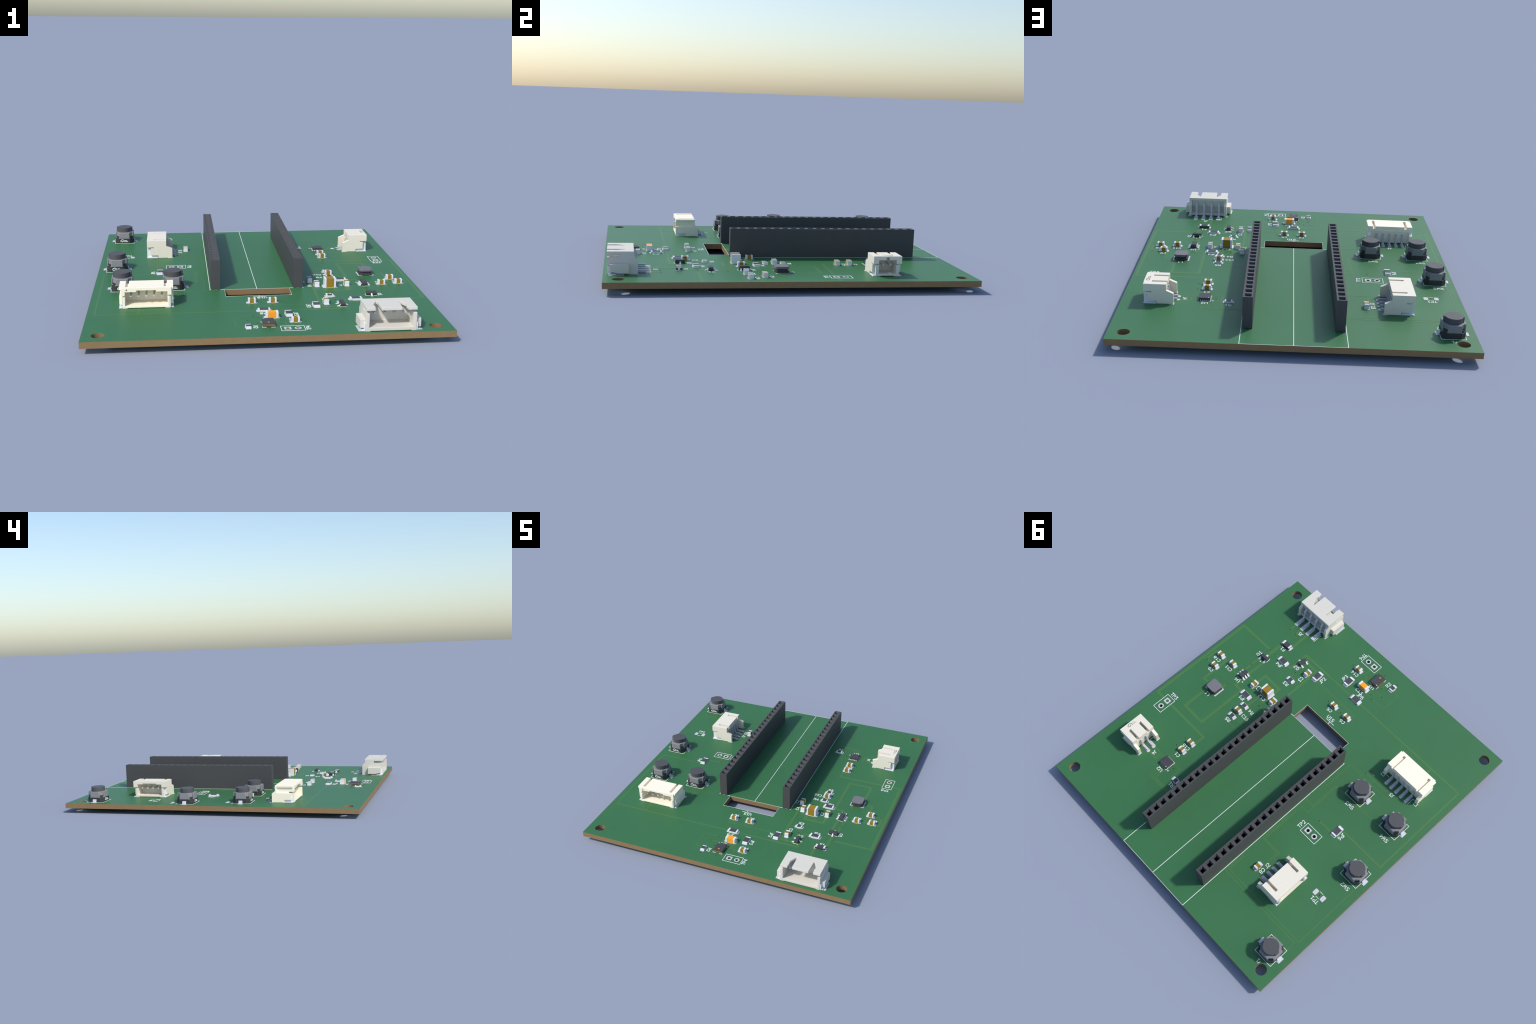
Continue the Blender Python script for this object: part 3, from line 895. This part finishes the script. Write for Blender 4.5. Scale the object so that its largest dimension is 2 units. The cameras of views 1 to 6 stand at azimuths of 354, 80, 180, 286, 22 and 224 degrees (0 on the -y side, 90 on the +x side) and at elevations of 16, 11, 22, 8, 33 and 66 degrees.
# ---------------------------------------------------------------- larger side-entry connector (2.5 mm pitch)
half = 6.23
t = Builder()
t.prism_x([(0, 0.03), (7.95, 0.03), (7.95, 3.65), (6.95, 4.7), (6.95, 6.02), (0, 6.02)], -half, half, "ash")
c = Builder()
c.box(-half + 0.85, half - 0.85, -1, 5.4, 0.95, 5.28, "ash")
c.box(-half + 0.80, half - 0.80, 6.35, 9, 1.0, 5.25, "ash")
c.box(-half + 0.80, half - 0.80, 7.45, 9, -1, 1.1, "ash")
c.box(-half + 0.80, half - 0.80, 5.7, 9, 1.25, 2.9, "ash")
c.box(-half + 1.2, half - 1.2, -1, 9, -1, 0.16, "ash")
for s in (-1, 1):
    pts = [(2.52, -1), (2.62, 4.65), (2.95, 4.72), (3.95, 2.75), (4.05, 2.2), (3.85, 1.2), (4.02, 0.5), (4.02, -1)]
    pts = [(s * px, py) for px, py in pts]
    c.prism(pts if s < 0 else pts[::-1], 5.0, 7.0, "ash")
    a, bb = sorted((s * (half - 1.0), s * (half + 1)))
    c.box(a, bb, -1, 3.45, 4.55, 5.28, "ash")
big = carve(t.mesh("blank"), c.mesh("cut"), "power_connector", 0.05)
j5 = place("power_connector", big, None, 29.02, -48.95, 0)
t = Builder()
for s in (-1, 1):
    a, bb = sorted((s * (half - 0.2), s * (half + 1.28)))
    t.prism_x([(0.75, 0.75), (2.0, 0.75), (2.4, 0.5), (5.6, 0.5), (5.6, 2.82), (0.75, 2.82)], a, bb, "ash")
place("side_wing", t.mesh("side_wing", 0.05), j5, local=True)
t = Builder()
t.box(-0.32, 0.32, 1.7, 6.2, 3.75, 4.35, "lead")
t.lead([(5.6, 4.3), (6.72, 4.3), (7.38, 3.3), (7.55, 0.85), (7.95, 0.40), (10.1, 0.40)], 0.64, 0.6, 0, "lead")
pin = t.mesh("contact_pin", 0.08)
t = Builder()
pad_on(t, 0, 9.7, 0.66, 1.75, 0.15)
pad = t.mesh("solder_pad")
for i in range(4):
    px = (i - 1.5) * 2.5
    place("contact_pin", pin, j5, px, 0, 0, local=True)
    place("solder_pad", pad, j5, px, 0, 0, local=True)
t = Builder()
t.box(half + 0.04, half + 0.32, 0.12, 1.1, 0.06, 2.1, "tin")
t.box(half + 0.04, half + 0.9, 0.3, 2.3, 0.06, 0.30, "tin")
tab = t.mesh("solder_tab", 0.03)
t = Builder()
pad_on(t, half + 0.75, 2.4, 0.88, 2.0, 0.12)
tpad = t.mesh("solder_pad")
for s in (0, 1):
    for nm, me in (("solder_tab", tab), ("solder_pad", tpad)):
        o = place(nm, me, j5, local=True)
        if s:
            o.scale = (-1, 1, 1)
t = Builder()
write(t, "LCEDA", 1.0, 0.12, "emboss", z1=0.02)
place("moulded_letters", t.mesh("moulded_letters", remap=lambda p: (-p[0], 5.7 + p[2], 2.1 + p[1])), j5, local=True)

bpy.context.view_layer.update()
